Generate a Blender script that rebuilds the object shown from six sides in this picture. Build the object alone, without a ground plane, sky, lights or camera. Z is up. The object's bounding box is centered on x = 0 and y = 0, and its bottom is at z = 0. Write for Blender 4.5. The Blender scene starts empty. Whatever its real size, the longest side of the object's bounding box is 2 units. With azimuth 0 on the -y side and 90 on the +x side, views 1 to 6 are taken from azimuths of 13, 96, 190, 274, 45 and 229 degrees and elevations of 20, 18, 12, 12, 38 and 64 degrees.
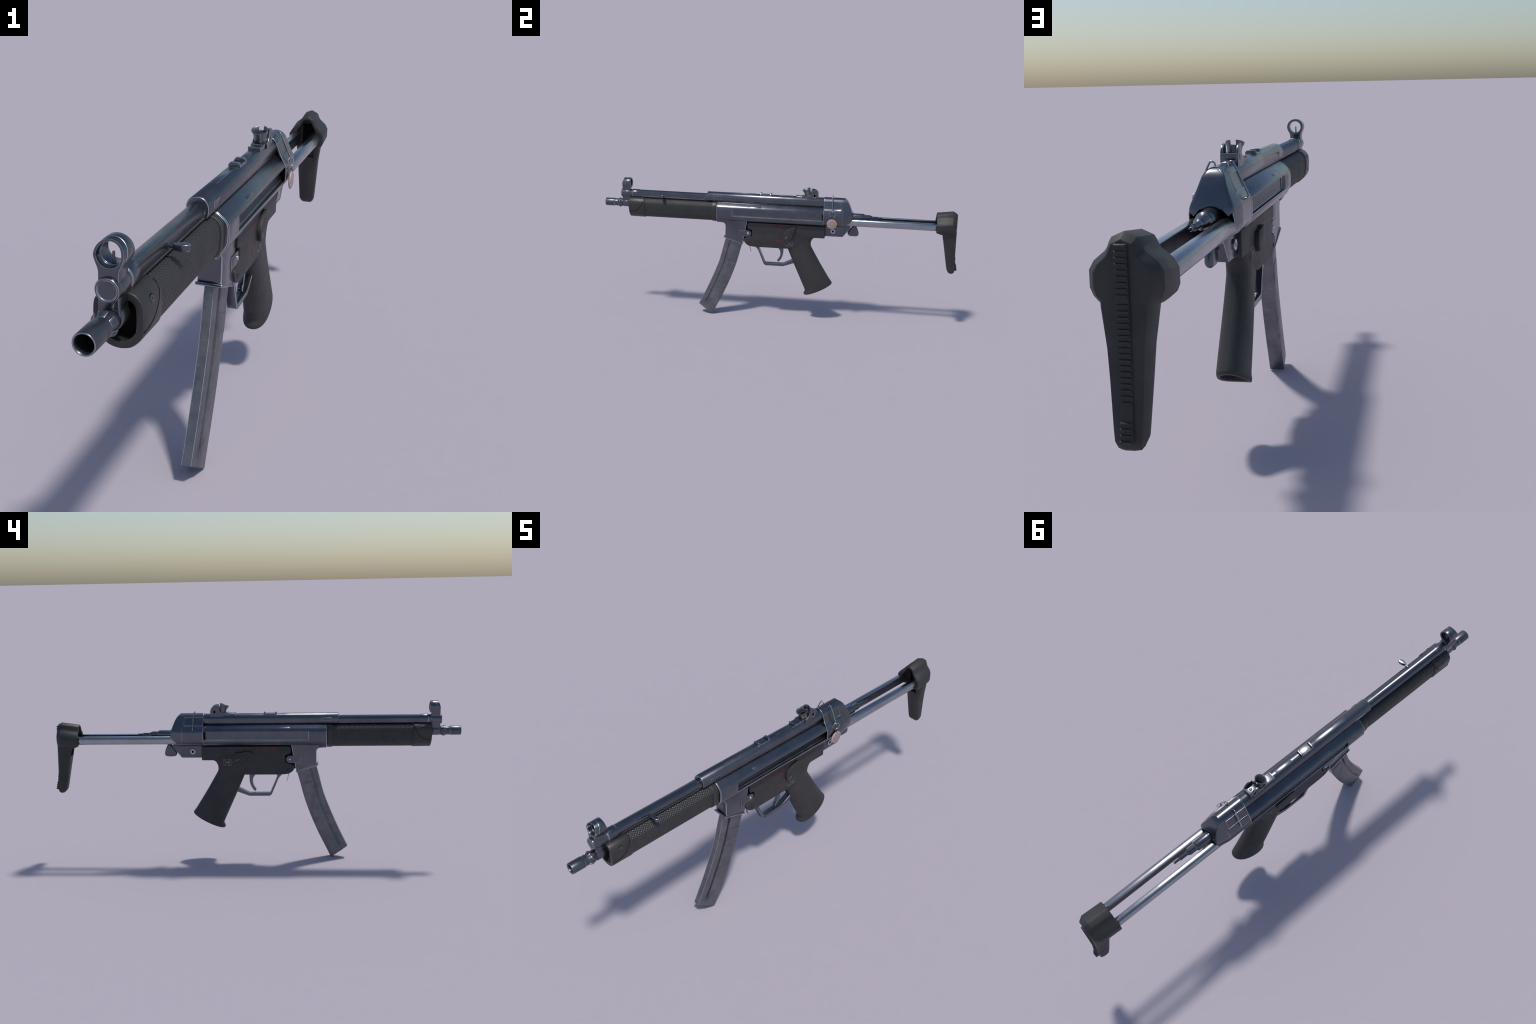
import bpy, bmesh, math, random
from mathutils import Vector, Matrix, noise

random.seed(7)
XC = -0.0047            # the weapon's plane of symmetry
DEPS = bpy.context.evaluated_depsgraph_get

# ------------------------------------------------------------------ materials
def new_mat(name):
    m = bpy.data.materials.new(name); m.use_nodes = True
    nt = m.node_tree
    for n in list(nt.nodes): nt.nodes.remove(n)
    out = nt.nodes.new('ShaderNodeOutputMaterial')
    b = nt.nodes.new('ShaderNodeBsdfPrincipled')
    nt.links.new(b.outputs[0], out.inputs[0])
    tc = nt.nodes.new('ShaderNodeTexCoord')
    return m, nt, b, tc.outputs['Object']

def noise_tex(nt, vec, scale, detail=4, rough=.55, stretch=None):
    if stretch:
        mp = nt.nodes.new('ShaderNodeMapping'); mp.inputs['Scale'].default_value = stretch
        nt.links.new(vec, mp.inputs[0]); vec = mp.outputs[0]
    n = nt.nodes.new('ShaderNodeTexNoise')
    n.inputs['Scale'].default_value = scale; n.inputs['Detail'].default_value = detail
    n.inputs['Roughness'].default_value = rough
    nt.links.new(vec, n.inputs['Vector'])
    return n.outputs['Fac']

def ramp(nt, fac, stops):
    r = nt.nodes.new('ShaderNodeValToRGB')
    e = r.color_ramp.elements
    while len(e) < len(stops): e.new(.5)
    for i, (p, c) in enumerate(stops):
        e[i].position = p
        e[i].color = (c, c, c, 1) if not hasattr(c, '__len__') else (*c, 1)
    nt.links.new(fac, r.inputs[0])
    return r.outputs[0]

def mixc(nt, fac, a, b, mode='MIX'):
    m = nt.nodes.new('ShaderNodeMix'); m.data_type = 'RGBA'; m.blend_type = mode
    for s, v in ((m.inputs[0], fac), (m.inputs[6], a), (m.inputs[7], b)):
        if hasattr(v, 'links'): nt.links.new(v, s)
        else: s.default_value = v if not hasattr(v, '__len__') else (*v, 1)
    return m.outputs[2]

def math_node(nt, op, a, b=None):
    n = nt.nodes.new('ShaderNodeMath'); n.operation = op
    for s, v in zip(n.inputs, (a, b)):
        if v is None: continue
        if hasattr(v, 'links'): nt.links.new(v, s)
        else: s.default_value = v
    return n.outputs[0]

def bump(nt, b, height, strength, dist):
    bp = nt.nodes.new('ShaderNodeBump')
    bp.inputs['Strength'].default_value = strength; bp.inputs['Distance'].default_value = dist
    nt.links.new(height, bp.inputs['Height']); nt.links.new(bp.outputs[0], b.inputs['Normal'])

def metal(name, dark, light, r0, r1, blotch=9.0, grain=.15, scratch=.25, metallic=1.0, worn=.4):
    m, nt, b, vec = new_mat(name)
    big = noise_tex(nt, vec, blotch, 5, .6)
    col = ramp(nt, big, [(.3, dark), (.7, light)])
    fine = noise_tex(nt, vec, 150, 3, .7)
    scr = noise_tex(nt, vec, 40, 4, .7, (1.0, .12, 1.6))
    smask = ramp(nt, scr, [(.60, 0.0), (.72, 1.0)])
    col = mixc(nt, math_node(nt, 'MULTIPLY', smask, scratch), col, tuple(min(1, c * 1.7 + .03) for c in light))
    col = mixc(nt, math_node(nt, 'MULTIPLY', fine, grain), col, tuple(c * .5 for c in dark))
    nt.links.new(col, b.inputs['Base Color'])
    b.inputs['Metallic'].default_value = metallic
    rr = noise_tex(nt, vec, 22, 5, .65)
    nt.links.new(ramp(nt, rr, [(.3, r0), (.7, r1)]), b.inputs['Roughness'])
    return m

def polymer(name, dark, light, r0=.5, r1=.65, gl=.5):
    m, nt, b, vec = new_mat(name)
    big = noise_tex(nt, vec, 12, 6, .65)
    col = ramp(nt, big, [(.3, dark), (.72, light)])
    fine = noise_tex(nt, vec, 420, 2, .6)
    col = mixc(nt, math_node(nt, 'MULTIPLY', fine, .25), col, tuple(c * .55 for c in dark))
    nt.links.new(col, b.inputs['Base Color'])
    nt.links.new(ramp(nt, big, [(.3, r1), (.7, r0)]), b.inputs['Roughness'])
    b.inputs['Specular IOR Level'].default_value = gl
    bump(nt, b, fine, .25, .0008)
    return m

def plain(name, col, rough=.6, metallic=0.0):
    m, nt, b, vec = new_mat(name)
    n = noise_tex(nt, vec, 60, 4, .6)
    nt.links.new(ramp(nt, n, [(.3, tuple(c * .8 for c in col)), (.7, col)]), b.inputs['Base Color'])
    b.inputs['Roughness'].default_value = rough; b.inputs['Metallic'].default_value = metallic
    if max(col) < .01: b.inputs['Specular IOR Level'].default_value = .08
    return m

GUN = metal('blued_gunmetal', (.106, .114, .136), (.153, .162, .187), .20, .28, grain=.10, scratch=.15, metallic=.92)
WORN = metal('worn_bare_steel_edge', (.42, .435, .465), (.64, .655, .68), .24, .34, scratch=0)
STEEL = metal('stock_rail_steel', (.34, .35, .375), (.42, .43, .455), .18, .27, grain=.08, scratch=.08)
MAG = metal('parkerized_magazine_steel', (.145, .149, .168), (.235, .239, .258), .36, .48, blotch=26, grain=.3, scratch=.3, metallic=.85)
BARREL = metal('barrel_steel', (.082, .090, .104), (.120, .128, .144), .30, .42, metallic=.85)
BRIGHT = metal('bright_steel', (.45, .46, .48), (.62, .62, .64), .18, .3, scratch=0)
POLY = polymer('black_polymer', (.0255, .0253, .0268), (.037, .0367, .0385))
POLYH = polymer('handguard_polymer', (.0245, .0245, .0255), (.036, .036, .0372), .36, .48)
RUBB = polymer('stock_rubber', (.023, .0235, .025), (.033, .0335, .035), .5, .62)
POLYE = plain('rubbed_polymer_edge', (.060, .061, .063), .45)
SHADE = metal('rail_steel_darkened_for_shade', (.045, .045, .052), (.07, .07, .08), .4, .5)  # rail steel darkened to give the inner faces their shade
DARK = plain('dark_interior', (.006, .006, .007), .8)
RED = plain('red_paint', (.155, .031, .031), .6)
WHITE = plain('faded_white_paint', (.17, .175, .19), .6)

# ------------------------------------------------------------------ helpers
def make_obj(name, bm, parent, mats, bevel=0, angle=35, segs=2, bevmat=1, smooth=38, cuts=(), subsurf=0):
    bmesh.ops.remove_doubles(bm, verts=bm.verts[:], dist=1e-6)
    bmesh.ops.recalc_face_normals(bm, faces=bm.faces[:])
    me = bpy.data.meshes.new(name); bm.to_mesh(me); bm.free()
    ob = bpy.data.objects.new(name, me); bpy.context.scene.collection.objects.link(ob)
    for m in mats: me.materials.append(m)
    helpers = []
    for cbm in cuts:
        bmesh.ops.recalc_face_normals(cbm, faces=cbm.faces[:])
        cme = bpy.data.meshes.new('cut'); cbm.to_mesh(cme); cbm.free()
        cob = bpy.data.objects.new('cut', cme); bpy.context.scene.collection.objects.link(cob)
        md = ob.modifiers.new('cut', 'BOOLEAN'); md.object = cob; md.operation = 'DIFFERENCE'; md.solver = 'EXACT'
        helpers.append(cob)
    if subsurf:
        md = ob.modifiers.new('sub', 'SUBSURF'); md.levels = md.render_levels = subsurf
    if bevel:
        md = ob.modifiers.new('bev', 'BEVEL'); md.width = bevel; md.segments = segs
        md.limit_method = 'ANGLE'; md.angle_limit = math.radians(angle)
        md.use_clamp_overlap = True
        if len(mats) > 1: md.material = bevmat
    if ob.modifiers:
        bpy.context.view_layer.update()
        dg = DEPS()
        nm = bpy.data.meshes.new_from_object(ob.evaluated_get(dg), preserve_all_data_layers=True, depsgraph=dg)
        ob.modifiers.clear(); ob.data = nm; bpy.data.meshes.remove(me); nm.name = name
    for h in helpers:
        d = h.data; bpy.data.objects.remove(h); bpy.data.meshes.remove(d)
    for p in ob.data.polygons: p.use_smooth = True
    ob.data.set_sharp_from_angle(angle=math.radians(smooth))
    ob.parent = parent
    return ob

def loft(rings, caps=True, closed=True, bm=None):
    bm = bm or bmesh.new()
    vs = [[bm.verts.new(p) for p in r] for r in rings]
    n = len(vs[0])
    for a, b in zip(vs, vs[1:]):
        for i in range(n if closed else n - 1):
            j = (i + 1) % n
            try: bm.faces.new((a[i], a[j], b[j], b[i]))
            except ValueError: pass
    if caps:
        bm.faces.new(vs[0][::-1]); bm.faces.new(vs[-1])
    return bm

def side_plate(pts, x0, x1, bm=None):
    """side profile of (y, z) points extruded across the width; x relative to the plane of symmetry"""
    return loft([[(XC + x0, y, z) for y, z in pts], [(XC + x1, y, z) for y, z in pts]], bm=bm)

def box(x0, x1, y0, y1, z0, z1, bm=None):
    return side_plate([(y0, z0), (y1, z0), (y1, z1), (y0, z1)], x0, x1, bm)

def lathe(prof, zc, xc=0.0, seg=40, closed=False, bm=None):
    """profile of (y, r) turned about an axis parallel to y"""
    rings = [[(XC + xc + r * math.cos(2 * math.pi * i / seg), y, zc + r * math.sin(2 * math.pi * i / seg))
              for i in range(seg)] for y, r in prof]
    if closed: rings.append(rings[0])
    return loft(rings, caps=not closed, bm=bm)

def xdisc(prof, yc, zc, side=1, seg=28, closed=False, bm=None):
    """profile of (dx, r) turned about an axis parallel to x; side = +1 right, -1 left"""
    rings = [[(XC + side * d, yc + r * math.cos(2 * math.pi * i / seg), zc + r * math.sin(2 * math.pi * i / seg))
              for i in range(seg)] for d, r in prof]
    if closed: rings.append(rings[0])
    return loft(rings, caps=not closed, bm=bm)

def mirror_section(half):
    """half section (dx, z) from the top centre to the bottom centre -> closed loop"""
    return half + [(-x, z) for x, z in half[::-1] if x > 1e-6]

def catmull(p0, p1, p2, p3, t):
    return tuple(.5 * ((2 * b) + (c - a) * t + (2 * a - 5 * b + 4 * c - d) * t * t + (3 * b - a - 3 * c + d) * t ** 3)
                 for a, b, c, d in zip(p0, p1, p2, p3))

def smooth_line(pts, sub=6, closed=False):
    out = []; n = len(pts)
    for i in range(n if closed else n - 1):
        if closed: q = [pts[(i + k) % n] for k in (-1, 0, 1, 2)]
        else: q = [pts[max(0, min(n - 1, i + k))] for k in (-1, 0, 1, 2)]
        for s in range(sub): out.append(catmull(*q, s / sub))
    if not closed: out.append(tuple(pts[-1]))
    return out

def resample(pts, n, closed=True):
    P = [Vector(p) for p in pts] + ([Vector(pts[0])] if closed else [])
    L = [0]
    for a, b in zip(P, P[1:]): L.append(L[-1] + (b - a).length)
    out = []; k = 0
    for i in range(n):
        t = L[-1] * i / (n if closed else n - 1)
        while k < len(L) - 2 and L[k + 1] < t: k += 1
        f = (t - L[k]) / max(1e-9, L[k + 1] - L[k])
        out.append(tuple(P[k].lerp(P[k + 1], f)))
    return out

def interp(table, t):
    if t <= table[0][0]: return table[0][1]
    for (a, va), (b, vb) in zip(table, table[1:]):
        if t <= b: return va + (vb - va) * (t - a) / (b - a)
    return table[-1][1]

def wire(path, r, seg=8, closed=False, bm=None):
    P = [Vector(p) for p in path]; n = len(P); rings = []
    up = None
    for i, p in enumerate(P):
        a = P[(i - 1) % n] if (closed or i) else p
        b = P[(i + 1) % n] if (closed or i < n - 1) else p
        t = (b - a).normalized()
        ref = up if up else (Vector((0, 1, 0)) if abs(t.y) < .9 else Vector((0, 0, 1)))
        u = (ref - t * ref.dot(t)).normalized(); up = u; v = t.cross(u)
        rings.append([tuple(p + r * (u * math.cos(k * 2 * math.pi / seg) + v * math.sin(k * 2 * math.pi / seg))) for k in range(seg)])
    if closed: rings.append(rings[0])
    return loft(rings, caps=not closed, bm=bm)

def at(sec, y): return [(XC + x, y, z) for x, z in sec]

def arch_tube(prof, r, zc, low, seg=28):
    """round-topped tube with upright walls; prof = (y, growth), low = (dx, z) points closing it below"""
    half = [(r * math.sin(math.pi / 2 * k / seg), zc + r * math.cos(math.pi / 2 * k / seg)) for k in range(seg + 1)] + low
    cz = zc - .004
    return loft([[(XC + x * (1 + g / r), y, cz + (z - cz) * (1 + g / r)) for x, z in mirror_section(half)] for y, g in prof])

# ------------------------------------------------------------------ the thing
gun = bpy.data.objects.new('submachine_gun', None)
bpy.context.scene.collection.objects.link(gun)
gun['label'] = 'black submachine gun with curved magazine and extended sliding stock'
gun['category'] = 'gun'

# ---- cocking tube over the barrel and the thicker tube of the receiver
cocking_tube = make_obj('cocking_tube', arch_tube([(-.8565, -.0005), (-.8440, -.0005), (-.8425, .0015), (-.8040, .0015), (-.8015, 0),
                                               (-.405, 0)], .0210, .6925, [(.0208, .6850), (.0200, .6790), (.0180, .6735), (.0120, .6705), (0, .6700)]),
                        gun, [GUN, WORN], bevel=.0008,
                        cuts=[box(.0180, .03, -.79, -.43, .6790, .6825)])
receiver_tube = make_obj('receiver_tube', arch_tube([(-.4145, -.0020), (-.4110, 0), (.2440, 0), (.25, -.0015)], .0280, .6975, [(.0279, .6900), (.0272, .6840), (.0258, .6795), (.0225, .6745), (.0150, .6700), (0, .6690)]),
                         gun, [GUN, WORN], bevel=.0009, angle=50)
make_obj('tube_shoulder', lathe([(-.4285, .0195), (-.4280, .0212), (-.4180, .0216), (-.4130, .0216)], .6915, seg=40), receiver_tube, [GUN, WORN], bevel=.0006)
make_obj('tube_flat', box(-.0075, .0075, -.458, -.424, .705, .7128), cocking_tube, [GUN], bevel=.0003)
for y0, y1 in ((-.292, -.139), (-.012, .069)):
    make_obj('tube_flat', box(-.0078, .0078, y0, y1, .715, .72555), receiver_tube, [GUN, WORN], bevel=.0005)
for s in (1, -1):
    make_obj('tube_pad', box(s * .020, s * .0292, -.379, -.330, .6905, .7065), receiver_tube, [GUN, WORN], bevel=.0008)

lug = bmesh.new()
box(-.0163, .0163, -.1145, -.0530, .712, .7262, lug)
for y0, y1 in ((-.1150, -.1072), (-.0602, -.0525)):
    loft([[(XC + x, y, z) for x, z in ((-.0165, .716), (.0165, .716), (.0165, .7275), (.0108, .7338), (-.0108, .7338), (-.0165, .7275))] for y in (y0, y1)], bm=lug)
make_obj('scope_claw_lug', lug, gun, [GUN, WORN], bevel=.0008)

# ---- stamped receiver body with the long side channel
half = [(0, .662), (.0185, .665), (.0215, .6725), (.0245, .6762), (.0290, .6745), (.0376, .6682), (.0465, .6612), (.0515, .6565), (.0555, .6508), (.0582, .6440), (.0595, .6360), (.0597, .628),
        (.0593, .6060), (.0570, .5960), (.0510, .5855), (.0455, .5760), (.043, .5745), (0, .5745)]
sec = mirror_section(half)
rings = []
for y, k in ((-.3565, .955), (-.3535, .99), (-.349, 1.0), (.246, 1.0)):
    rings.append([(XC + x * k, y, .62 + (z - .62) * (1 - (1 - k) * .8)) for x, z in sec])
cuts = [box(s * .0455, s * .09, -.2670, .27, .6025, .6440) for s in (1, -1)]
cuts += [box(s * .0490, s * .0545, -.2600, .27, .5950, .6040) for s in (1, -1)]
receiver = make_obj('receiver', loft(rings), gun, [GUN, WORN], bevel=.0013, angle=40, cuts=cuts)
make_obj('receiver_worn_rim', wire([p for p in rings[1] if p[2] < .676], .0011, 6), receiver, [WORN], smooth=80)
rib = bmesh.new()
for s in (1, -1):
    box(s * .040, s * .0502, -.262, .244, .5872, .5905, rib)
make_obj('receiver_rib', rib, receiver, [GUN, WORN], bevel=.0008)
for s in (1, -1):
    pts = [(.0448, .6634), (.0522, .6564), (.0500, .654), (.043, .660)]
    make_obj('receiver_stamped_pad', loft([[(XC + s * x, y, z) for x, z in pts] for y in (-.176, -.104)]), receiver, [GUN, WORN], bevel=.0006)

# ---- magazine well
mw = [(-.3560, .5850), (-.3560, .5600), (-.3230, .5565), (-.3150, .5540), (-.3090, .5480), (-.3070, .5400), (-.3072, .4730),
      (-.2070, .4380), (-.1840, .5700), (-.1840, .5850)]
half = [(0, .605), (.055, .6050), (.0500, .5885), (.0335, .5595), (0, .5585)]
make_obj('receiver_shroud', loft([at(mirror_section(half), y) for y in (-.3545, -.318)]), receiver, [GUN, WORN], bevel=.0010)
magazine_well = make_obj('magazine_well', side_plate(mw, -.0315, .0315), gun, [GUN, WORN], bevel=.0026, segs=2)
fl = [(-.3125, .4790), (-.3160, .4730), (-.3110, .4700), (-.2065, .4352), (-.2058, .4385), (-.3080, .4735), (-.3090, .4790)]
make_obj('magazine_well_flange', side_plate(fl, -.0338, .0338), magazine_well, [GUN, WORN], bevel=.0012)
for s in (1, -1):
    hp = [(-.2280, .4838), (-.1770, .4838)] + [(-.1770 + .0177 * math.sin(a), .5015 - .0177 * math.cos(a)) for a in [math.pi * k / 10 for k in range(1, 10)]] + [(-.1770, .5192), (-.2280, .5192)]
    hinge = make_obj('hinge_plate', side_plate(hp, s * .028, s * .0331), magazine_well, [GUN, WORN], bevel=.0007)
    dome = [(.031 if k == 0 else .0331 + .0045 * math.sin(k / 6 * math.pi / 2), .0068 * math.cos(k / 6 * math.pi / 2) + .0002) for k in range(0, 7)]
    make_obj('rivet', xdisc(dome, -.1763, .5020, s), magazine_well, [BRIGHT], smooth=60)

# ---- magazine: curved box, thinner towards the front, grooved sides
front = smooth_line([(-.2960, .500), (-.3092, .4607), (-.3205, .4180), (-.3429, .3300), (-.3735, .2480), (-.4110, .1590), (-.4430, .0908), (-.4612, .0548)], 8)
rear = smooth_line([(-.2020, .480), (-.2140, .4370), (-.2270, .3910), (-.2512, .3000), (-.2830, .2100), (-.3205, .1220), (-.3560, .0500), (-.3795, .0000)], 8)
front, rear = resample(front, 60, False), resample(rear, 60, False)
rings = []
for i, (f, r) in enumerate(zip(front, rear)):
    u = i / 59; g = 1.0 if u < .925 else max(0, 1 - (u - .925) / .012)
    step = [(0, .0110), (.012, .0126), (.245, .0182), (.258, .0180), (.270, .0184 - .0060 * g), (.345, .0198 - .0060 * g), (.356, .0208), (.38, .0217),
            (.975, .0230), (1.0, .0220)]
    loop = [(s, w) for s, w in step] + [(s, -w) for s, w in step[::-1]]
    rings.append([(XC + w, f[0] + (r[0] - f[0]) * s + .0030, f[1] + (r[1] - f[1]) * s) for s, w in loop])
magazine = make_obj('magazine', loft(rings), gun, [MAG, WORN], smooth=30)
def mag_pt(u, s):
    i = min(58, int(u * 59)); t = u * 59 - i
    f = Vector(front[i]).lerp(Vector(front[i + 1]), t); r = Vector(rear[i]).lerp(Vector(rear[i + 1]), t)
    return tuple(f.lerp(r, s) + Vector((.0020, 0)))
for s in (1, -1):
    us = [.215 + .105 * k / 6 for k in range(7)]
    bm = loft([[(XC + s * w, *mag_pt(u, q)) for w, q in ((.0200, .44), (.0229, .44), (.0242, .985), (.0205, .985))] for u in us])
    make_obj('magazine_stamping', bm, magazine, [MAG, WORN], bevel=.0006, bevmat=0)
edge = bmesh.new()
for s in (1, -1):
    wire([(XC + s * .0119, f[0] + .0032, f[1]) for f in front[8:]], .0009, 6, bm=edge)
make_obj('magazine_worn_corner', edge, magazine, [WORN], smooth=80)

# ---- handguard: knurled grip tube, rear collar and solid front cap
HG = smooth_line([(0, .6722), (.0197, .6730), (.0345, .6672), (.0462, .6520), (.0492, .6330), (.0490, .6130), (.0465, .5925), (.0385, .5778),
                  (.0235, .5640), (.0110, .5592), (0, .5578)], 6)
HG = mirror_section(HG[:-1] + [(0, .5578)])
def inset(d, n=220):
    P = resample(HG, n); cx, cz = 0, .615; out = []
    for i in range(n):
        a, b = P[i - 1], P[(i + 1) % n]
        t = Vector((b[0] - a[0], b[1] - a[1])).normalized(); nn = Vector((t[1], -t[0]))
        if nn.dot(Vector((P[i][0] - cx, P[i][1] - cz))) < 0: nn = -nn
        out.append((P[i][0] - nn.x * d, P[i][1] - nn.y * d, nn.x, nn.y))
    return out
NP, NY = 288, 400
base = inset(.0044, NP)
Y0, Y1 = -.7720, -.3780
per = sum(math.dist(base[i][:2], base[i - 1][:2]) for i in range(NP))
cells = 27; pitch_y = .0122
rings = []
for j in range(NY):
    y = Y0 + (Y1 - Y0) * j / (NY - 1); ring = []
    for i, (x, z, nx, nz) in enumerate(base):
        a = cells * i / NP; b = (y - Y0) / pitch_y
        p = abs(((a + b) % 1) - .5) * 2; q = abs(((a - b) % 1) - .5) * 2
        h = min(p, q)                                  # diamond studs parted by crossing furrows
        h = min(1, h * 1.7)
        d = .0019 * h * min(1, min(y - Y0, Y1 - y) / .004)
        ring.append((XC + x + nx * d, y, z + nz * d))
    rings.append(ring)
handguard = make_obj('handguard', loft(rings), gun, [POLYH], smooth=55)
rings = [at([p[:2] for p in inset(d, 96)], y) for y, d in ((-.3830, .0006), (-.3815, -.0008), (-.3590, -.0012), (-.3575, .0006))]
make_obj('handguard_collar', loft(rings), handguard, [POLYH, POLYE], bevel=.0008)
# front cap with a deep opening round the barrel
def cap_ring(d, y_top, y_bot, n=96):
    out = []
    for p in inset(d, n):
        k = (p[1] - .557) / (.673 - .557)
        out.append((XC + p[0], y_bot + (y_top - y_bot) * max(0, min(1, k * 1.6)), p[1]))
    return out
rings = [cap_ring(d, yt, yb) for d, yt, yb in ((.0012, -.7690, -.7672), (-.0002, -.7700, -.7685), (0, -.8000, -.7990), (.0002, -.8560, -.8500), (.0016, -.8590, -.8530), (.0150, -.8592, -.8532),
                                               (.0155, -.8580, -.8520), (.0160, -.7800, -.7800))]
front_cap = make_obj('handguard_cap', loft(rings), handguard, [POLYH, POLYE], bevel=.0006, angle=45, smooth=40)
make_obj('handguard_dark_plug', loft([at([p[:2] for p in inset(.0165, 64)], y) for y in (-.83, -.7795)]), front_cap, [DARK])
# curved seam panel on each cheek of the cap and its screw
for s in (1, -1):
    arc = []
    for y, z in smooth_line([(-.7720, .6690), (-.7755, .6560), (-.7855, .6360), (-.8000, .6160), (-.8180, .6040), (-.8380, .5995), (-.8560, .5985)], 5):
        best = min((p for p in inset(.0004, 400) if p[0] * s > 0), key=lambda p: abs(p[1] - z))
        arc.append((XC + best[0], y, z))
    make_obj('cap_seam', wire(arc, .0013, 6), front_cap, [DARK], smooth=80)
    for nm, mat, pr in (('cap_screw_dark_disc', DARK, [(.040, .0096), (.0472, .0096), (.0474, .0004)]), ('cap_screw', POLYE, [(.041, .0074), (.0482, .0074), (.0486, .0066), (.0486, .0040), (.0472, .0036), (.0472, .0004)])):
        bm = xdisc(pr, -.8155, .6480, s)
        for vert in bm.verts: vert.co.x -= s * .24 * (vert.co.z - .6480) + s * 9.0 * (vert.co.z - .6480) ** 2      # follow the rounded cheek
        make_obj(nm, bm, front_cap, [mat], smooth=40)

# ---- barrel and muzzle
barrel = make_obj('barrel', lathe([(-.78, .012), (-.80, .0150), (-.9000, .0150), (-.9010, .0212), (-.9065, .0216), (-.9150, .0220), (-.9215, .0215), (-.9300, .0205),
                                   (-.9465, .0205), (-.9475, .0220), (-.9980, .0220), (-1.000, .0210), (-1.000, .0192), (-.9970, .0174), (-.9100, .0165)], .6340, seg=40),
                  gun, [BARREL, WORN], bevel=.0005, angle=30)
make_obj('bore', lathe([(-.9300, .0168), (-.9100, .0168)], .6340, seg=32), barrel, [DARK])
for k in range(6):                                       # ramped lugs round the muzzle collar
    a = math.radians(30 + 60 * k)
    bm = bmesh.new()
    for da in (-.30,):
        prof = [(-.9030, .0190), (-.9030, .0205), (-.9180, .0264), (-.9310, .0208), (-.9310, .018)]
        loft([[(XC + r * math.cos(a + t), y, .634 + r * math.sin(a + t)) for y, r in prof] for t in (-.30, -.10, .10, .30)], bm=bm)
    make_obj('barrel_lug', bm, barrel, [BARREL, WORN], bevel=.0005)

# ---- front sight: hooded ring on a tower, tube plug and blade
tz = [(.634, .0200), (.645, .0192), (.656, .0186), (.672, .0186), (.700, .0188), (.718, .0186), (.7235, .0190), (.7300, .0208), (.7360, .0235), (.7430, .0263), (.7480, .0279)]
yf = [(.612, -.8985), (.660, -.8995), (.672, -.9000), (.71, -.9000), (.749, -.8980)]
yr = [(.612, -.8595), (.66, -.8575), (.70, -.8575), (.718, -.8570), (.73, -.8545), (.749, -.8505)]
rings = [[(XC - w, interp(yf, z), z), (XC + w, interp(yf, z), z), (XC + w, interp(yr, z), z), (XC - w, interp(yr, z), z)] for z, w in tz]
front_sight = make_obj('front_sight', loft(rings), gun, [GUN, WORN], bevel=.0010, segs=2, angle=60, cuts=[lathe([(-.93, .0226), (-.83, .0226)], .7522, seg=44)])
make_obj('barrel_clamp', lathe([(-.8985, .0225), (-.8960, .0240), (-.862, .0240), (-.8595, .0225)], .6355, seg=40), front_sight, [GUN], smooth=50)
make_obj('tube_clamp', lathe([(-.8960, .0225), (-.8900, .0242), (-.860, .0242), (-.8575, .0235)], .6915, seg=40), front_sight, [GUN], smooth=50)
def hood(y_of):
    rings = []
    for prof_i in range(8):
        ring = []
        for k in range(44):
            a = 2 * math.pi * k / 44
            ring.append(y_of(prof_i, a))
        rings.append(ring)
    rings.append(rings[0]); return rings
def hood_pt(i, a):
    c, s = math.cos(a), math.sin(a)
    f = -.8985 + .0088 * max(0, s); b = -.8500 - .0035 * max(0, s)
    m = f + .0165
    r, y = [(.0232, f), (.0277, f), (.0277, m), (.0284, m + .0003), (.0284, b), (.0206, b), (.0206, m), (.0228, m - .0005)][i]
    return (XC + r * c, y, .7522 + r * .985 * s)
make_obj('front_sight_hood', loft(hood(hood_pt), caps=False), front_sight, [GUN, WORN], bevel=.0007)
bm = loft([[(XC + x, y, z) for x, y in ((-w, -.8775), (w, -.8775), (w, -.8725), (-w, -.8725))] for z, w in ((.726, .0045), (.734, .0022), (.7530, .0018))])
make_obj('front_sight_post', bm, front_sight, [GUN, WORN], bevel=.0004)
make_obj('tube_plug', lathe([(-.890, .0235), (-.9045, .0235), (-.9068, .0222), (-.9068, .0190), (-.9050, .0178), (-.9050, .0004)], .6915, seg=40), front_sight, [GUN, WORN], bevel=.0006, angle=30)
make_obj('sight_sleeve', lathe([(-.86, .0235), (-.8565, .0235), (-.8545, .0225), (-.8535, .0205)], .6915, seg=40), front_sight, [GUN, WORN], bevel=.0005)

# ---- cocking lever: shaft and teardrop knob standing out on the right
kn = []
for k in range(24):
    a = 2 * math.pi * k / 24
    kn.append((.0495 - .0172 * math.cos(a), -.6635 + .0098 * math.sin(a) * (.88 - .22 * math.cos(a)) - .0025 * math.cos(a)))
bm = loft([[(XC + .0495 + (x - .0495) * k, -.6635 + (y + .6635) * k, z) for x, y in kn] for z, k in ((.6888, .92), (.6900, 1), (.7018, 1), (.7030, .92))])
lever = make_obj('cocking_lever', bm, gun, [GUN, WORN], bevel=.0006)
make_obj('lever_shaft', xdisc([(.015, .0040), (.038, .0040)], -.6640, .6955, 1, 16), lever, [GUN])
make_obj('lever_collar', xdisc([(.018, .0062), (.0232, .0062), (.024, .005)], -.6640, .6955, 1, 16), lever, [GUN])

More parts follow.
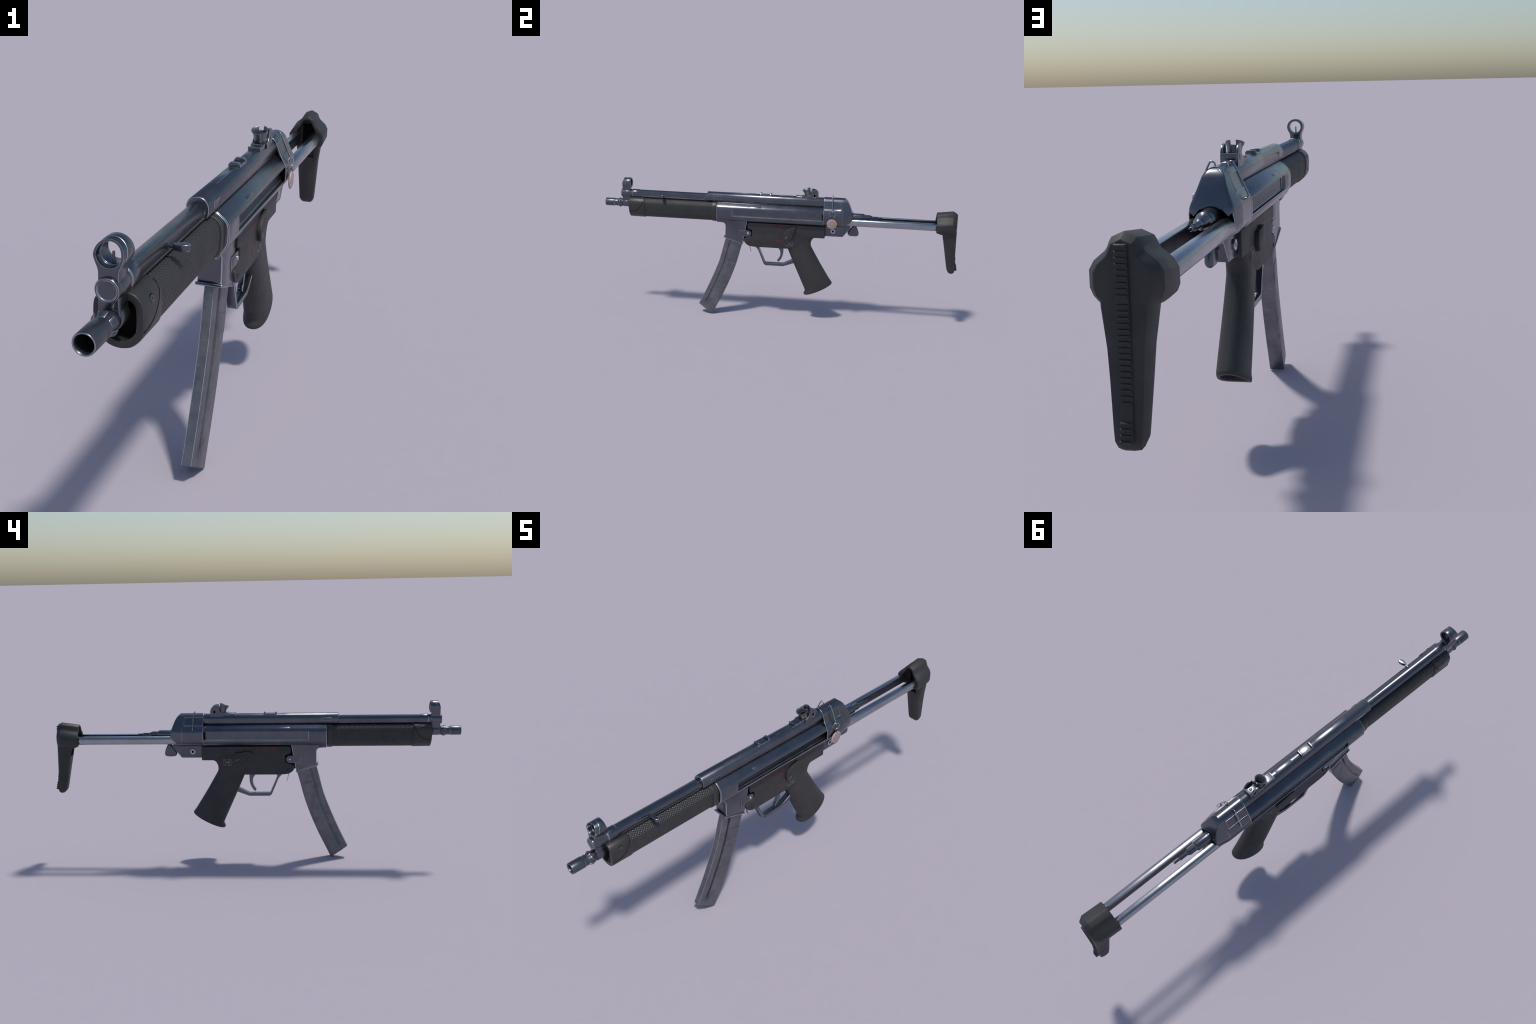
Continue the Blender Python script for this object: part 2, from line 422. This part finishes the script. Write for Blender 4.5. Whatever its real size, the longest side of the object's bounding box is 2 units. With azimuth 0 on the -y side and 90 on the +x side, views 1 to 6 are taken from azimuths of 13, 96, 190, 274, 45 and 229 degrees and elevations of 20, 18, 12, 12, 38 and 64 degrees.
# ---- trigger housing
th = [(.2545, .5670), (.2552, .4990), (.1600, .4985), (.1300, .4700), (.1000, .4420), (.0620, .4280), (.0450, .4258), (-.1400, .4258), (-.1680, .4292), (-.1800, .4350), (-.1905, .4430), (-.1965, .4520), (-.2005, .4640), (-.1990, .4710),
      (-.1907, .4750), (-.1700, .4815), (-.1580, .4870), (-.1538, .4920), (-.1540, .5215), (-.1580, .5248), (-.1727, .5265), (-.1795, .5320), (-.1812, .5400), (-.1812, .5580), (-.1740, .5670)]
housing = make_obj('trigger_housing', side_plate(th, -.0345, .0345), gun, [POLY, POLYE], bevel=.0022, segs=3, bevmat=0, angle=30)
make_obj('housing_gap_dark_block', box(-.030, .030, -.200, .252, .525, .576), housing, [DARK])  # black block draws the dark gap below the receiver
make_obj('housing_catch_dark_block', side_plate([(-.206, .455), (-.150, .455), (-.150, .560), (-.186, .560)], -.0270, .0270), housing, [DARK])
for s in (1, -1):
    make_obj('housing_pin', xdisc([(.033, .0068), (.0350, .0068), (.0352, .0060), (.0343, .0056), (.0343, .0004)], -.1694, .4505, s, 20), housing, [DARK], bevel=.0003)

# ---- pistol grip: slanted rounded shell, flared and hollow at the foot
st = [((.020, .5040), (.2150, .5000), .0338, 4.0), ((.022, .4960), (.2030, .4970), .0340, 3.8), ((.025, .4850), (.1875, .4865), .0340, 3.6), ((.030, .4680), (.1795, .4700), .0340, 3.3), ((.038, .4450), (.1776, .4530), .0339, 3.0), ((.0470, .4245), (.1800, .4400), .0338, 2.7), ((.0710, .3730), (.2060, .3980), .0350, 2.5),
      ((.0930, .3250), (.2360, .3500), .0368, 2.4), ((.1160, .2745), (.2660, .3020), .0385, 2.35), ((.1390, .2240), (.2920, .2610), .0398, 2.3), ((.1560, .1865), (.3055, .2430), .0402, 2.3),
      ((.1545, .1780), (.3080, .2390), .0406, 2.3), ((.1495, .1690), (.3080, .2355), .0406, 2.3), ((.1500, .1610), (.3065, .2325), .0400, 2.3), ((.1540, .1575), (.3040, .2305), .0390, 2.3)]
def grip_ring(f, r, w, e, n=56, bulge=0):
    out = []
    for k in range(n):
        a = 2 * math.pi * k / n; c, s = math.cos(a), math.sin(a)
        cu = math.copysign(abs(c) ** (2 / e), c); cv = math.copysign(abs(s) ** (2 / e), s)
        t = .5 + .5 * cu
        out.append((XC + w * cv, f[0] + (r[0] - f[0]) * t, f[1] + (r[1] - f[1]) * t - bulge * (1 - cu * cu)))
    return out
st = [((f[0], f[1] - .008 * min(1, max(0, (.45 - f[1]) / .09))), (r[0], r[1] - .008 * min(1, max(0, (.45 - r[1]) / .09))), w, e) for f, r, w, e in st]
bl = [0] * 10 + [.002, .003, .004, .005, .005]
rings = [grip_ring(f, r, w, e, bulge=b) for (f, r, w, e), b in zip(st, bl)]
rings += [grip_ring((.1640, .1560), (.2970, .2190), .0325, 2.2, bulge=.004), grip_ring((.1640, .1610), (.2960, .2230), .0318, 2.2, bulge=.003),
          grip_ring((.1460, .2300), (.2640, .2800), .0290, 2.2)]
grip = make_obj('pistol_grip', loft(rings), gun, [POLY, DARK], smooth=50)
for p in grip.data.polygons:
    if p.center.z > .2 and abs(p.normal.z) > .5 and .15 < p.center.y < .27 and abs(p.center.x - XC) < .029 and p.center.z < .29: p.material_index = 1
seam = [(XC, r[0] - .0006, r[1]) for f, r, w, e in st[4:12]]
make_obj('grip_moulding_seam', wire(smooth_line(seam, 4), .0011, 6), grip, [POLYE], smooth=80)

# ---- trigger guard, trigger and magazine release
tg = [(-.1370, .4300), (-.1345, .4190), (-.1225, .4060), (-.1180, .3980), (-.0890, .3290), (-.0840, .3190), (-.0745, .3132), (.0260, .3132), (.0850, .3350), (.1060, .3460),
      (.0960, .3680), (.0745, .3545), (.0245, .3285), (-.0735, .3285), (-.0780, .3315), (-.1080, .4010), (-.1120, .4150), (-.1100, .4300)]
tgo = make_obj('trigger_guard', side_plate(tg, -.0136, .0136), gun, [GUN, WORN], bevel=.0012)
tr = smooth_line([(.0250, .4300), (.0248, .3960), (.0225, .3790), (.0150, .3580), (.0050, .3440), (-.0030, .3368), (-.0090, .3465), (.0000, .3590), (.0058, .3740), (.0075, .3900), (.0040, .4060), (-.0040, .4180), (-.0085, .4300)], 4)
make_obj('trigger', side_plate(tr, -.0080, .0080), gun, [GUN, WORN], bevel=.0010)
make_obj('magazine_release', side_plate([(-.1760, .4330), (-.1620, .3870), (-.1595, .3850), (-.1590, .3885), (-.1700, .4330)], -.0060, .0060), gun, [BRIGHT], bevel=.0006)

# ---- selector levers
selr = smooth_line([(.0200, .5070), (.0260, .5250), (.0420, .5405), (.0640, .5530), (.0850, .5575), (.0905, .5530), (.0870, .5380), (.0800, .5180), (.0725, .4940), (.0620, .4800), (.0450, .4760), (.0290, .4830)], 5, True)
sell = smooth_line([(.0985, .5120), (.0930, .5300), (.0830, .5375), (.0600, .5385), (.0400, .5440), (.0180, .5425), (.0065, .5340), (.0085, .5265), (.0250, .5130), (.0400, .4960), (.0560, .4840), (.0750, .4810), (.0920, .4900)], 5, True)
for s, pr in ((1, selr), (-1, sell)):
    sel = make_obj('selector_lever', side_plate(pr, s * .033, s * .0465), gun, [POLY, POLYE], bevel=.0016, bevmat=0)
def mark(name, mat, s, segs, w, x=.0348, parent=None):
    """painted line segments ((y, z), (y, z)) of width w on the housing side s"""
    bm = bmesh.new()
    for (y0, z0), (y1, z1) in segs:
        d = Vector((y1 - y0, z1 - z0)).normalized(); n = Vector((-d.y, d.x)) * w / 2
        side_plate([(y0 + n.x, z0 + n.y), (y1 + n.x, z1 + n.y), (y1 - n.x, z1 - n.y), (y0 - n.x, z0 - n.y)], s * (x - .0008), s * x, bm)
    return make_obj(name, bm, parent or housing, [mat])
def frame(y0, y1, z0, z1): return [((y0, z0), (y1, z0)), ((y1, z0), (y1, z1)), ((y1, z1), (y0, z1)), ((y0, z1), (y0, z0))]
def bullet(name, mat, s, y, z, l, h, tip, x=.0348):
    """cartridge pictogram, tip = +1 or -1 along y"""
    pts = [(y - tip * l / 2, z - h / 2), (y + tip * l * .05, z - h / 2), (y + tip * l / 2, z), (y + tip * l * .05, z + h / 2), (y - tip * l / 2, z + h / 2)]
    return make_obj(name, side_plate(pts, s * (x - .0008), s * x), housing, [mat])
# left side
mark('red_rail_mark', RED, -1, [((.1365, .5615), (-.1140, .5630)), ((.1370, .5435), (-.1140, .5460))], .0017)
for k in range(6): bullet('cartridge_mark', RED, -1, .1050 - .0410 * k, .5525 + .0005 * k, .016, .0056, -1)
mark('red_pointer_mark', RED, -1, [((.1100, .5430), (.0955, .5255)), ((.0745, .4700), (.0745, .4790))], .0030)
mark('red_box_mark', RED, -1, frame(.0540, .0938, .4420, .4697), .0016)
bullet('cartridge_mark', RED, -1, .0735, .4565, .018, .0055, 1)
mark('white_box_mark', WHITE, -1, frame(.1115, .1508, .4742, .5022), .0019)
mark('white_cross_mark', WHITE, -1, [((.1160, .4755), (.1460, .5010)), ((.1165, .5010), (.1465, .4755))], .0024, .0349)
bullet('cartridge_mark', WHITE, -1, .1290, .4890, .020, .0075, 1, .0350)
mark('white_pointer_mark', WHITE, -1, [((.1112, .4890), (.0960, .4950))], .0026)
mark('white_pointer_mark', WHITE, -1, [((.0900, .4975), (.0710, .5060))], .0036, .0469)
# right side
mark('red_rail_mark', RED, 1, [((-.1200, .5620), (.1225, .5645)), ((-.1200, .5448), (.1230, .5458))], .0016)
for k in range(7): bullet('cartridge_mark', RED, 1, -.1060 + .0365 * k, .5535 + .0003 * k, .013, .0052, -1)
mark('red_pointer_mark', RED, 1, [((-.0185, .5445), (.0185, .5170)), ((.0125, .4690), (.0260, .4775))], .0024)
mark('red_box_mark', RED, 1, frame(-.0270, .0120, .4560, .4815), .0015)
bullet('cartridge_mark', RED, 1, -.0060, .4690, .018, .0060, -1)
mark('white_box_mark', WHITE, 1, frame(.0385, .0785, .4430, .4710), .0016)
mark('white_cross_mark', WHITE, 1, [((.0430, .4445), (.0740, .4695)), ((.0430, .4695), (.0740, .4445))], .0022, .0349)
bullet('cartridge_mark', WHITE, 1, .0590, .4570, .020, .0070, -1, .0350)
mark('white_pointer_mark', WHITE, 1, [((.0330, .4870), (.0470, .4995))], .0042, .0469)

# ---- rear sight: base, ears, tilted drum with a notch
rs = bmesh.new()
box(-.0212, .0212, .1450, .2085, .708, .7300, rs)
box(-.0205, .0205, .1690, .2082, .728, .7465, rs)
loft([[(XC + x, y, z) for x, z in ((-.0180, .718), (.0180, .718), (.0180, .7262), (.0150, .7290), (-.0150, .7290), (-.0180, .7262))] for y in (.0880, .150)], bm=rs)
box(-.0180, .0180, .0850, .0895, .717, .7308, rs)
box(-.0188, .0188, .1180, .150, .72, .7315, rs)
rear_sight = make_obj('rear_sight', rs, gun, [GUN, WORN], bevel=.0007)
ear = smooth_line([(.2088, .7390), (.2060, .7500), (.1990, .7600), (.1890, .7665), (.1780, .7685)], 5) + smooth_line([(.1700, .7680), (.1672, .7580), (.1650, .7460), (.1600, .7380), (.1500, .7310)], 4) + [(.1450, .7295), (.1450, .7140), (.2088, .7140)]
for s in (1, -1):
    make_obj('rear_sight_ear', side_plate(ear, s * .0165, s * .0225), rear_sight, [GUN, WORN], bevel=.0008, cuts=[box(s * .010, s * .04, .1825, .1932, .7275, .7435)])
    make_obj('ear_window_dark_block', box(s * .012, s * .0205, .1822, .1935, .7272, .7438), rear_sight, [DARK])
axis = Vector((0, -.345, .939)); c0 = Vector((XC, .1545, .7300))
u = Vector((1, 0, 0)); v = axis.cross(u)
prof = [(0, .0004), (0, .0175), (.020, .0180), (.0305, .0195), (.0375, .0232), (.0400, .0240), (.0412, .0236), (.0405, .0218), (.0330, .0168), (.020, .0150), (.014, .012), (.011, .007), (.010, .0004)]
rings = [[tuple(c0 + axis * h + r * (u * math.cos(2 * math.pi * k / 40) + v * math.sin(2 * math.pi * k / 40))) for k in range(40)] for h, r in prof]
nb = bmesh.new(); cN = c0 + axis * .0420 - v * .0
sgn = 1 if v.y > 0 else -1
corners = []
for h in (-.0130, .012):
    corners.append([tuple(c0 + axis * (.0420 + h) + u * x + v * sgn * q) for x, q in ((-.0070, .008), (.0070, .008), (.0070, .04), (-.0070, .04))])
make_obj('rear_sight_drum', loft(rings), rear_sight, [MAG, WORN], bevel=.0005, angle=50, cuts=[loft(corners)])
make_obj('drum_dark_bowl', loft([[tuple(c0 + axis * h + r * (u * math.cos(2 * math.pi * k / 24) + v * math.sin(2 * math.pi * k / 24))) for k in range(24)] for h, r in ((.0105, .006), (.0125, .0092), (.0150, .0118), (.0165, .0122), (.0135, .0080))]), rear_sight, [DARK], smooth=80)
make_obj('windage_screw', loft([[(XC + r * math.cos(2 * math.pi * k / 20), .1905 + r * math.sin(2 * math.pi * k / 20), z) for k in range(20)] for z, r in ((.744, .0058), (.7478, .0058), (.7482, .0052))]), rear_sight, [DARK])
make_obj('windage_screw_head', box(-.0040, .0040, .1880, .1930, .745, .7488), rear_sight, [GUN], bevel=.0004)

# ---- end cap of the receiver: hollow shell with a sloping back
capsec = [(0, .7288), (.0085, .7278), (.0160, .7242), (.0230, .7175), (.0272, .7106), (.0281, .7090), (.0330, .6970), (.0378, .6855), (.0430, .6745), (.0442, .6722), (.0500, .6610), (.0562, .6500), (.0592, .6420), (.0602, .6330),
          (.0602, .6050), (.0585, .5970), (.0530, .5870), (.0460, .5780), (.0360, .5720), (.0236, .5680)]
yend = [(.560, .3955), (.6245, .3960), (.6260, .4020), (.6300, .4045), (.6400, .4035), (.6600, .3968), (.6830, .3885), (.7000, .3810), (.7130, .3730), (.7200, .3665), (.7255, .3590), (.7290, .3525)]
def cap_x(x, y):
    return x if y < .347 else x * (1 - .17 * min(1, ((y - .347) / .058)) ** 1.2)
ABS = [.2430, .2450, .2900, .3350, .3368, .3470]; stations = ABS + [.2, .4, .6, .8, .92, .97, 1.0]
PANEL = range(5, 9)
bm = bmesh.new(); grid = {}
for s in (1, -1):
    for j, (x, z) in enumerate(capsec):
        ye = interp(yend, z)
        for i, t in enumerate(stations):
            y = t if i < len(ABS) else .3470 + (ye - .3470) * t
            din = .0024 if (j in PANEL and i < 4) else 0
            if s == -1 and j == 0: grid[s, j, i] = grid[1, 0, i]; continue
            flare = .9985 if i == 0 else 1
            rd = {len(stations) - 1: 1.0, len(stations) - 2: .35}.get(i, 0) if z > .628 else 0      # rounded-over back edge
            grid[s, j, i] = bm.verts.new((XC + s * (cap_x(x, y) * flare * (1 - .055 * rd) - din * .92), y, z - din * .38 - .0020 * rd * max(0, (z - .65) / .075)))
for s in (1, -1):
    for j in range(len(capsec) - 1):
        for i in range(len(stations) - 1):
            bm.faces.new((grid[s, j, i], grid[s, j + 1, i], grid[s, j + 1, i + 1], grid[s, j, i + 1]))
# the sloping back plate, rounded over, cut out by an arch for the recoil rod
L = len(stations) - 1; cols = 12; back = {}
jl = 13
for j in range(0, jl + 1):
    for k in range(cols + 1):
        t = k / cols
        if k == 0: back[j, k] = grid[-1, j, L]; continue
        if k == cols: back[j, k] = grid[1, j, L]; continue
        if j == 0: back[j, k] = grid[1, 0, L]; continue
        a, b = grid[-1, j, L].co, grid[1, j, L].co
        p = a.lerp(b, t); q = 1 - (2 * t - 1) ** 4
        z = p.z
        if j == jl: z = max(p.z - .009, .6245) if abs(2 * t - 1) > .78 else .6245 + .0245 * math.sqrt(max(0, 1 - (abs(2 * t - 1) / .72) ** 2)) if abs(2 * t - 1) < .72 else .6245
        back[j, k] = bm.verts.new((p.x, p.y + .0008 * q, z))
for j in range(0, jl):
    for k in range(cols):
        fs = []
        for q in (back[j, k], back[j, k + 1], back[j + 1, k + 1], back[j + 1, k]):
            if q not in fs: fs.append(q)
        if len(fs) > 2:
            try: bm.faces.new(fs)
            except ValueError: pass
end_cap = make_obj('end_cap', bm, gun, [GUN, WORN], smooth=42)
md = end_cap.modifiers.new('shell', 'SOLIDIFY'); md.thickness = .0028; md.offset = -1
bpy.context.view_layer.update()
dg = DEPS(); nm = bpy.data.meshes.new_from_object(end_cap.evaluated_get(dg), depsgraph=dg)
end_cap.modifiers.clear(); end_cap.data = nm
nm.set_sharp_from_angle(angle=math.radians(42))
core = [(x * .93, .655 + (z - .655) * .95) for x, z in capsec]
make_obj('end_cap_dark_plug', loft([at(mirror_section(core), y) for y in (.25, .352)]), end_cap, [DARK])  # solid black plug, its colour makes the open back look deep
# worn rim lines of the shell
rim = bmesh.new()
for s in (1, -1):
    wire([(XC + s * (x - .0003), .2432, z) for x, z in capsec], .0013, 6, bm=rim)
    wire([(XC + s * cap_x(x, interp(yend, z)), interp(yend, z), z) for x, z in capsec[13:]], .0007, 6, bm=rim)
make_obj('end_cap_worn_rim', rim, end_cap, [WORN], smooth=80)
# pressed-in panels, shown by their raised borders, and seam behind them
for s in (1, -1):
    bm = bmesh.new()
    lo, hi = (.0445, .6720), (.0274, .7105)
    for a, b in (((lo[0], .2440, lo[1]), (lo[0], .3370, lo[1])), ((lo[0], .3370, lo[1]), (hi[0], .3360, hi[1])), ((hi[0], .3360, hi[1]), (hi[0], .2440, hi[1]))):
        n = 6
        pa = []
        for k in range(n + 1):
            p = Vector(a).lerp(Vector(b), k / n)
            xs = interp([(z, x) for x, z in capsec[::-1]], p.z)
            pa.append((XC + s * (xs + .0002), p.y, p.z))
        wire(pa, .0006, 6, bm=bm)
    wire([(XC + s * (x + .0001), .3470, z) for x, z in capsec[10:-2]], .0005, 6, bm=bm)
    make_obj('end_cap_panel_border', bm, end_cap, [WORN], smooth=80)
# lower lug with the locking pin
lugp = [(.2535, .5720), (.2535, .5105), (.3545, .5110), (.3960, .5640), (.3960, .5720)]
lug_o = make_obj('end_cap_lug', side_plate(lugp, -.0250, .0250), end_cap, [GUN, WORN], bevel=.0010)
for s in (1, -1):
    make_obj('locking_pin', xdisc([(.024, .0138), (.0300, .0138), (.0312, .0128), (.0312, .0066), (.0302, .0058), (.026, .0058)], .2990, .5420, s), lug_o, [BRIGHT], bevel=.0005)
    make_obj('locking_pin_hole', xdisc([(.024, .0060), (.0285, .0060)], .2990, .5420, s), lug_o, [DARK])
# wire sling loops over the shoulders
for s in (1, -1):
    pth = smooth_line([(XC + s * .0150, .2890, .7220), (XC + s * .0165, .2890, .7310), (XC + s * .0235, .2895, .7350), (XC + s * .0300, .2897, .7290), (XC + s * .0460, .2905, .6955), (XC + s * .0615, .2920, .6620), (XC + s * .0628, .2922, .6560), (XC + s * .0590, .2922, .6510), (XC + s * .054, .2922, .6500)], 6)
    make_obj('sling_loop', wire(pth, .0024, 10), end_cap, [STEEL], smooth=80)

# ---- stock rails, recoil rod and thumb catch
for s in (1, -1):
    D = [(.0252, .6200), (.0395, .6212), (.0468, .6186), (.0518, .6106), (.0534, .5996), (.0518, .5896), (.0468, .5830), (.0395, .5803), (.0252, .5808)]
    bm = loft([[(XC + s * (x - .0010), y, z + .0004) for x, z in D] for y in (.345, .880)])
    make_obj('stock_rail', bm, gun, [STEEL, WORN], bevel=.0010, angle=60, smooth=50)
    make_obj('stock_rail_shade_plate', box(s * .0233, s * .0241, .36, .874, .5816, .6184), gun, [SHADE])
make_obj('recoil_rod', lathe([(.350, .0205), (.4640, .0205), (.4665, .0195), (.4705, .0170), (.4715, .0148), (.4985, .0148), (.5115, .0095), (.5120, .0080), (.5455, .0080), (.5460, .0048), (.5705, .0048), (.5712, .0040)], .6245, seg=32), gun, [GUN, WORN], bevel=.0006, angle=30)
fp = smooth_line([(.4270, .5720), (.4180, .5800), (.4070, .5720), (.3930, .5540), (.3810, .5350), (.3835, .5210), (.3960, .5135), (.4300, .5135), (.4415, .5210), (.4420, .5350), (.4350, .5560)], 5, True)
catch = loft([[(XC + x, .4130 + (y - .4130) * k, .5460 + (z - .5460) * k) for y, z in fp] for x, k in ((-.0095, .70), (-.0085, .84), (-.0035, .97), (0, 1.0), (.0045, .97), (.0095, .84), (.0105, .70))])
make_obj('stock_catch', catch, gun, [GUN, WORN], smooth=50)

# ---- buttstock: yoke head, tapering leg and ribbed pad
head = [(0, .6886), (.0215, .6792), (.0262, .6715), (.0300, .6625), (.0345, .6560), (.0430, .6492), (.0540, .6402), (.0632, .6245), (.0636, .5955), (.0580, .5815), (.0500, .5725), (.0430, .5665), (0, .5665)]
hs = mirror_section(head)
def hring(y, dz, k=1.0, kz=None):
    kz = k if kz is None else kz
    return [(XC + x * k * .985, y, .62 + (z - .62) * kz * .988 + dz) for x, z in hs]
rings = [hring(.8640, -.0105, .975), hring(.8665, -.0103), hring(.9500, .0006), hring(.9690, -.0002, .78, .875), hring(.9702, -.0002, .74, .845)]
arch = smooth_line([(0, .6670), (.0100, .6645), (.0165, .6560), (.0230, .6410), (.0320, .6300), (.0350, .6210)], 3) + [(.0360, .570), (.0240, .5400), (0, .5400)]
am = mirror_section(arch)
cut = loft([[(XC + x * k, y, z) for x, z in am] for y, k in ((.850, 1.04), (.864, 1.03), (.868, 1.0), (.9080, .90))])
stock = bpy.data.objects.new('buttstock', None); bpy.context.scene.collection.objects.link(stock); stock.parent = gun
bm = loft(rings)
# the lower front of the yoke is cut back on a slant
slant = side_plate([(.84, .575), (.866, .5745), (.9060, .5560), (.9060, .5300), (.84, .53)], -.09, .09)
yoke = make_obj('stock_yoke', bm, stock, [RUBB, POLYE], bevel=.0012, segs=2, bevmat=0, angle=28, smooth=28, cuts=[slant, cut])
make_obj('yoke_dark_plate', box(-.020, .020, .9060, .9078, .57, .645), yoke, [DARK])
lf = [(.333, .9590), (.338, .9530), (.350, .9450), (.370, .9405), (.555, .9045), (.600, .8980)]
lr = [(.333, .9790), (.338, .9840), (.350, .9870), (.370, .9862), (.40, .9830), (.4475, .9780), (.54, .9735), (.62, .9700), (.65, .9690)]
lw = [(.333, .0175), (.338, .0225), (.350, .0275), (.444, .0335), (.500, .0365), (.566, .0445), (.600, .046), (.65, .040)]
rings = []
for z in (.333, .338, .344, .350, .360, .37, .385, .40, .42, .4475, .475, .50, .54, .566, .60, .64):
    f, r, w = interp(lf, z), interp(lr, z), interp(lw, z)
    wr = w * .84
    rings.append([(XC + x, y, z) for x, y in ((-w * .72, f), (w * .72, f), (w * .94, f + .006), (w, f + .016), (w * .97, r - .014), (wr, r - .003), (wr * .55, r), (-wr * .55, r), (-wr, r - .003), (-w * .97, r - .014), (-w, f + .016), (-w * .94, f + .006))])
make_obj('stock_leg', loft(rings), stock, [RUBB], smooth=45, cuts=[box(-.024, .024, .88, .925, .52, .60), box(-.0355, .0355, .86, .935, .575, .66)])
# pad strip: bowed base carrying separate ribs
py = [(.3500, .9975), (.3565, .9965), (.396, .9880), (.4380, .9812), (.507, .9792), (.5845, .9772), (.666, .9752), (.6720, .9745)]
rings = []
for k in range(24):
    z = .3500 + .322 * k / 23; y = interp(py, z)
    rings.append([(XC - .0110, y - .018, z), (XC - .0110, y - .0004, z), (XC + .0110, y - .0004, z), (XC + .0110, y - .018, z)])
pad = make_obj('butt_pad_strip', loft(rings), stock, [RUBB], bevel=.0004)
rib_me = None
zs = [.6690 - .0099 * k for k in range(9)] + [.5740 - .0099 * k for k in range(17)] + [.3835 - .0097 * k for k in range(4)]
for z in zs:
    y = interp(py, z); sl = (interp(py, z + .004) - interp(py, z - .004)) / .008
    if rib_me is None:
        r0 = make_obj('pad_rib', side_plate([(-.004, -.0030), (.0008, -.0030), (.0024, -.0015), (.0024, .0016), (.0008, .0026), (-.004, .0030)], -XC - .0098 + XC, -XC + .0098 + XC), stock, [RUBB], bevel=.0004)
        rib_me = r0.data; ob = r0
    else:
        ob = bpy.data.objects.new('pad_rib', rib_me); bpy.context.scene.collection.objects.link(ob); ob.parent = stock
    ob.location = (0, y, z); ob.rotation_euler = (-math.atan(sl), 0, 0)

# ---- charm hanging from the right loop: split ring, link and painted disc
charm = bpy.data.objects.new('round_charm', None); bpy.context.scene.collection.objects.link(charm); charm.parent = gun
xr = .0625
ring = [(.0575 + .0160 * math.cos(a) * .30, .2925 + .0160 * math.cos(a) * .954, .6478 + .0160 * math.sin(a)) for a in [2 * math.pi * k / 32 for k in range(32)]]
make_obj('split_ring', wire(ring, .0013, 8, True), charm, [BRIGHT], smooth=80)
for k in range(2):
    rr = .0050
    link = [(xr + (rr * math.cos(a) if k else 0), .2895 + (0 if k else rr * math.cos(a)), .6300 - .0052 * k + rr * math.sin(a)) for a in [2 * math.pi * q / 16 for q in range(16)]]
    make_obj('chain_link', wire(link, .0011, 6, True), charm, [GUN], smooth=80)
m, nt, b, vec = new_mat('charm_enamel')
mp = nt.nodes.new('ShaderNodeMapping'); mp.inputs['Location'].default_value = (0, -.3020, -.5810)
nt.links.new(vec, mp.inputs[0])
sp = nt.nodes.new('ShaderNodeSeparateXYZ'); nt.links.new(mp.outputs[0], sp.inputs[0])
ang = math_node(nt, 'ARCTAN2', sp.outputs[2], sp.outputs[1])
stripe = math_node(nt, 'FRACT', math_node(nt, 'MULTIPLY', ang, 2.6))
brk = noise_tex(nt, vec, 130, 3, .6)
pal = ramp(nt, stripe, [(0, (.47, .37, .35)), (.14, (.46, .35, .33)), (.17, (.07, .13, .15)), (.40, (.08, .15, .17)), (.43, (.48, .40, .37)), (.56, (.46, .36, .33)), (.59, (.36, .045, .04)), (.76, (.38, .06, .05)), (.79, (.16, .23, .24)), (.90, (.47, .37, .35))])
pal = mixc(nt, ramp(nt, brk, [(.62, 0.0), (.68, 1.0)]), pal, (.48, .39, .36))
def dist_mask(cy, cz, r0, r1):
    v = nt.nodes.new('ShaderNodeVectorMath'); v.operation = 'DISTANCE'
    nt.links.new(vec, v.inputs[0]); v.inputs[1].default_value = (.0660, cy, cz)
    return ramp(nt, math_node(nt, 'MULTIPLY', v.outputs['Value'], 10), [(r0 * 10, 1.0), (r1 * 10, 0.0)])
pal = mixc(nt, dist_mask(.3110, .5970, .0075, .0095), pal, (.34, .27, .08))
# pale rim
v = nt.nodes.new('ShaderNodeVectorMath'); v.operation = 'DISTANCE'
nt.links.new(vec, v.inputs[0]); v.inputs[1].default_value = (.0660, .2920, .5940)
pal = mixc(nt, ramp(nt, math_node(nt, 'MULTIPLY', v.outputs['Value'], 10), [(.235, 0.0), (.252, 1.0)]), pal, (.46, .35, .33))
nt.links.new(pal, b.inputs['Base Color']); b.inputs['Roughness'].default_value = .35
dsc = xdisc([(.0645, .0004), (.0645, .0240), (.0657, .0272), (.0677, .0280), (.0697, .0272), (.0707, .0240), (.0713, .0004)], .2920, .5938, 1, 40)
make_obj('charm_disc', dsc, charm, [m], smooth=60)
bpy.context.view_layer.update()
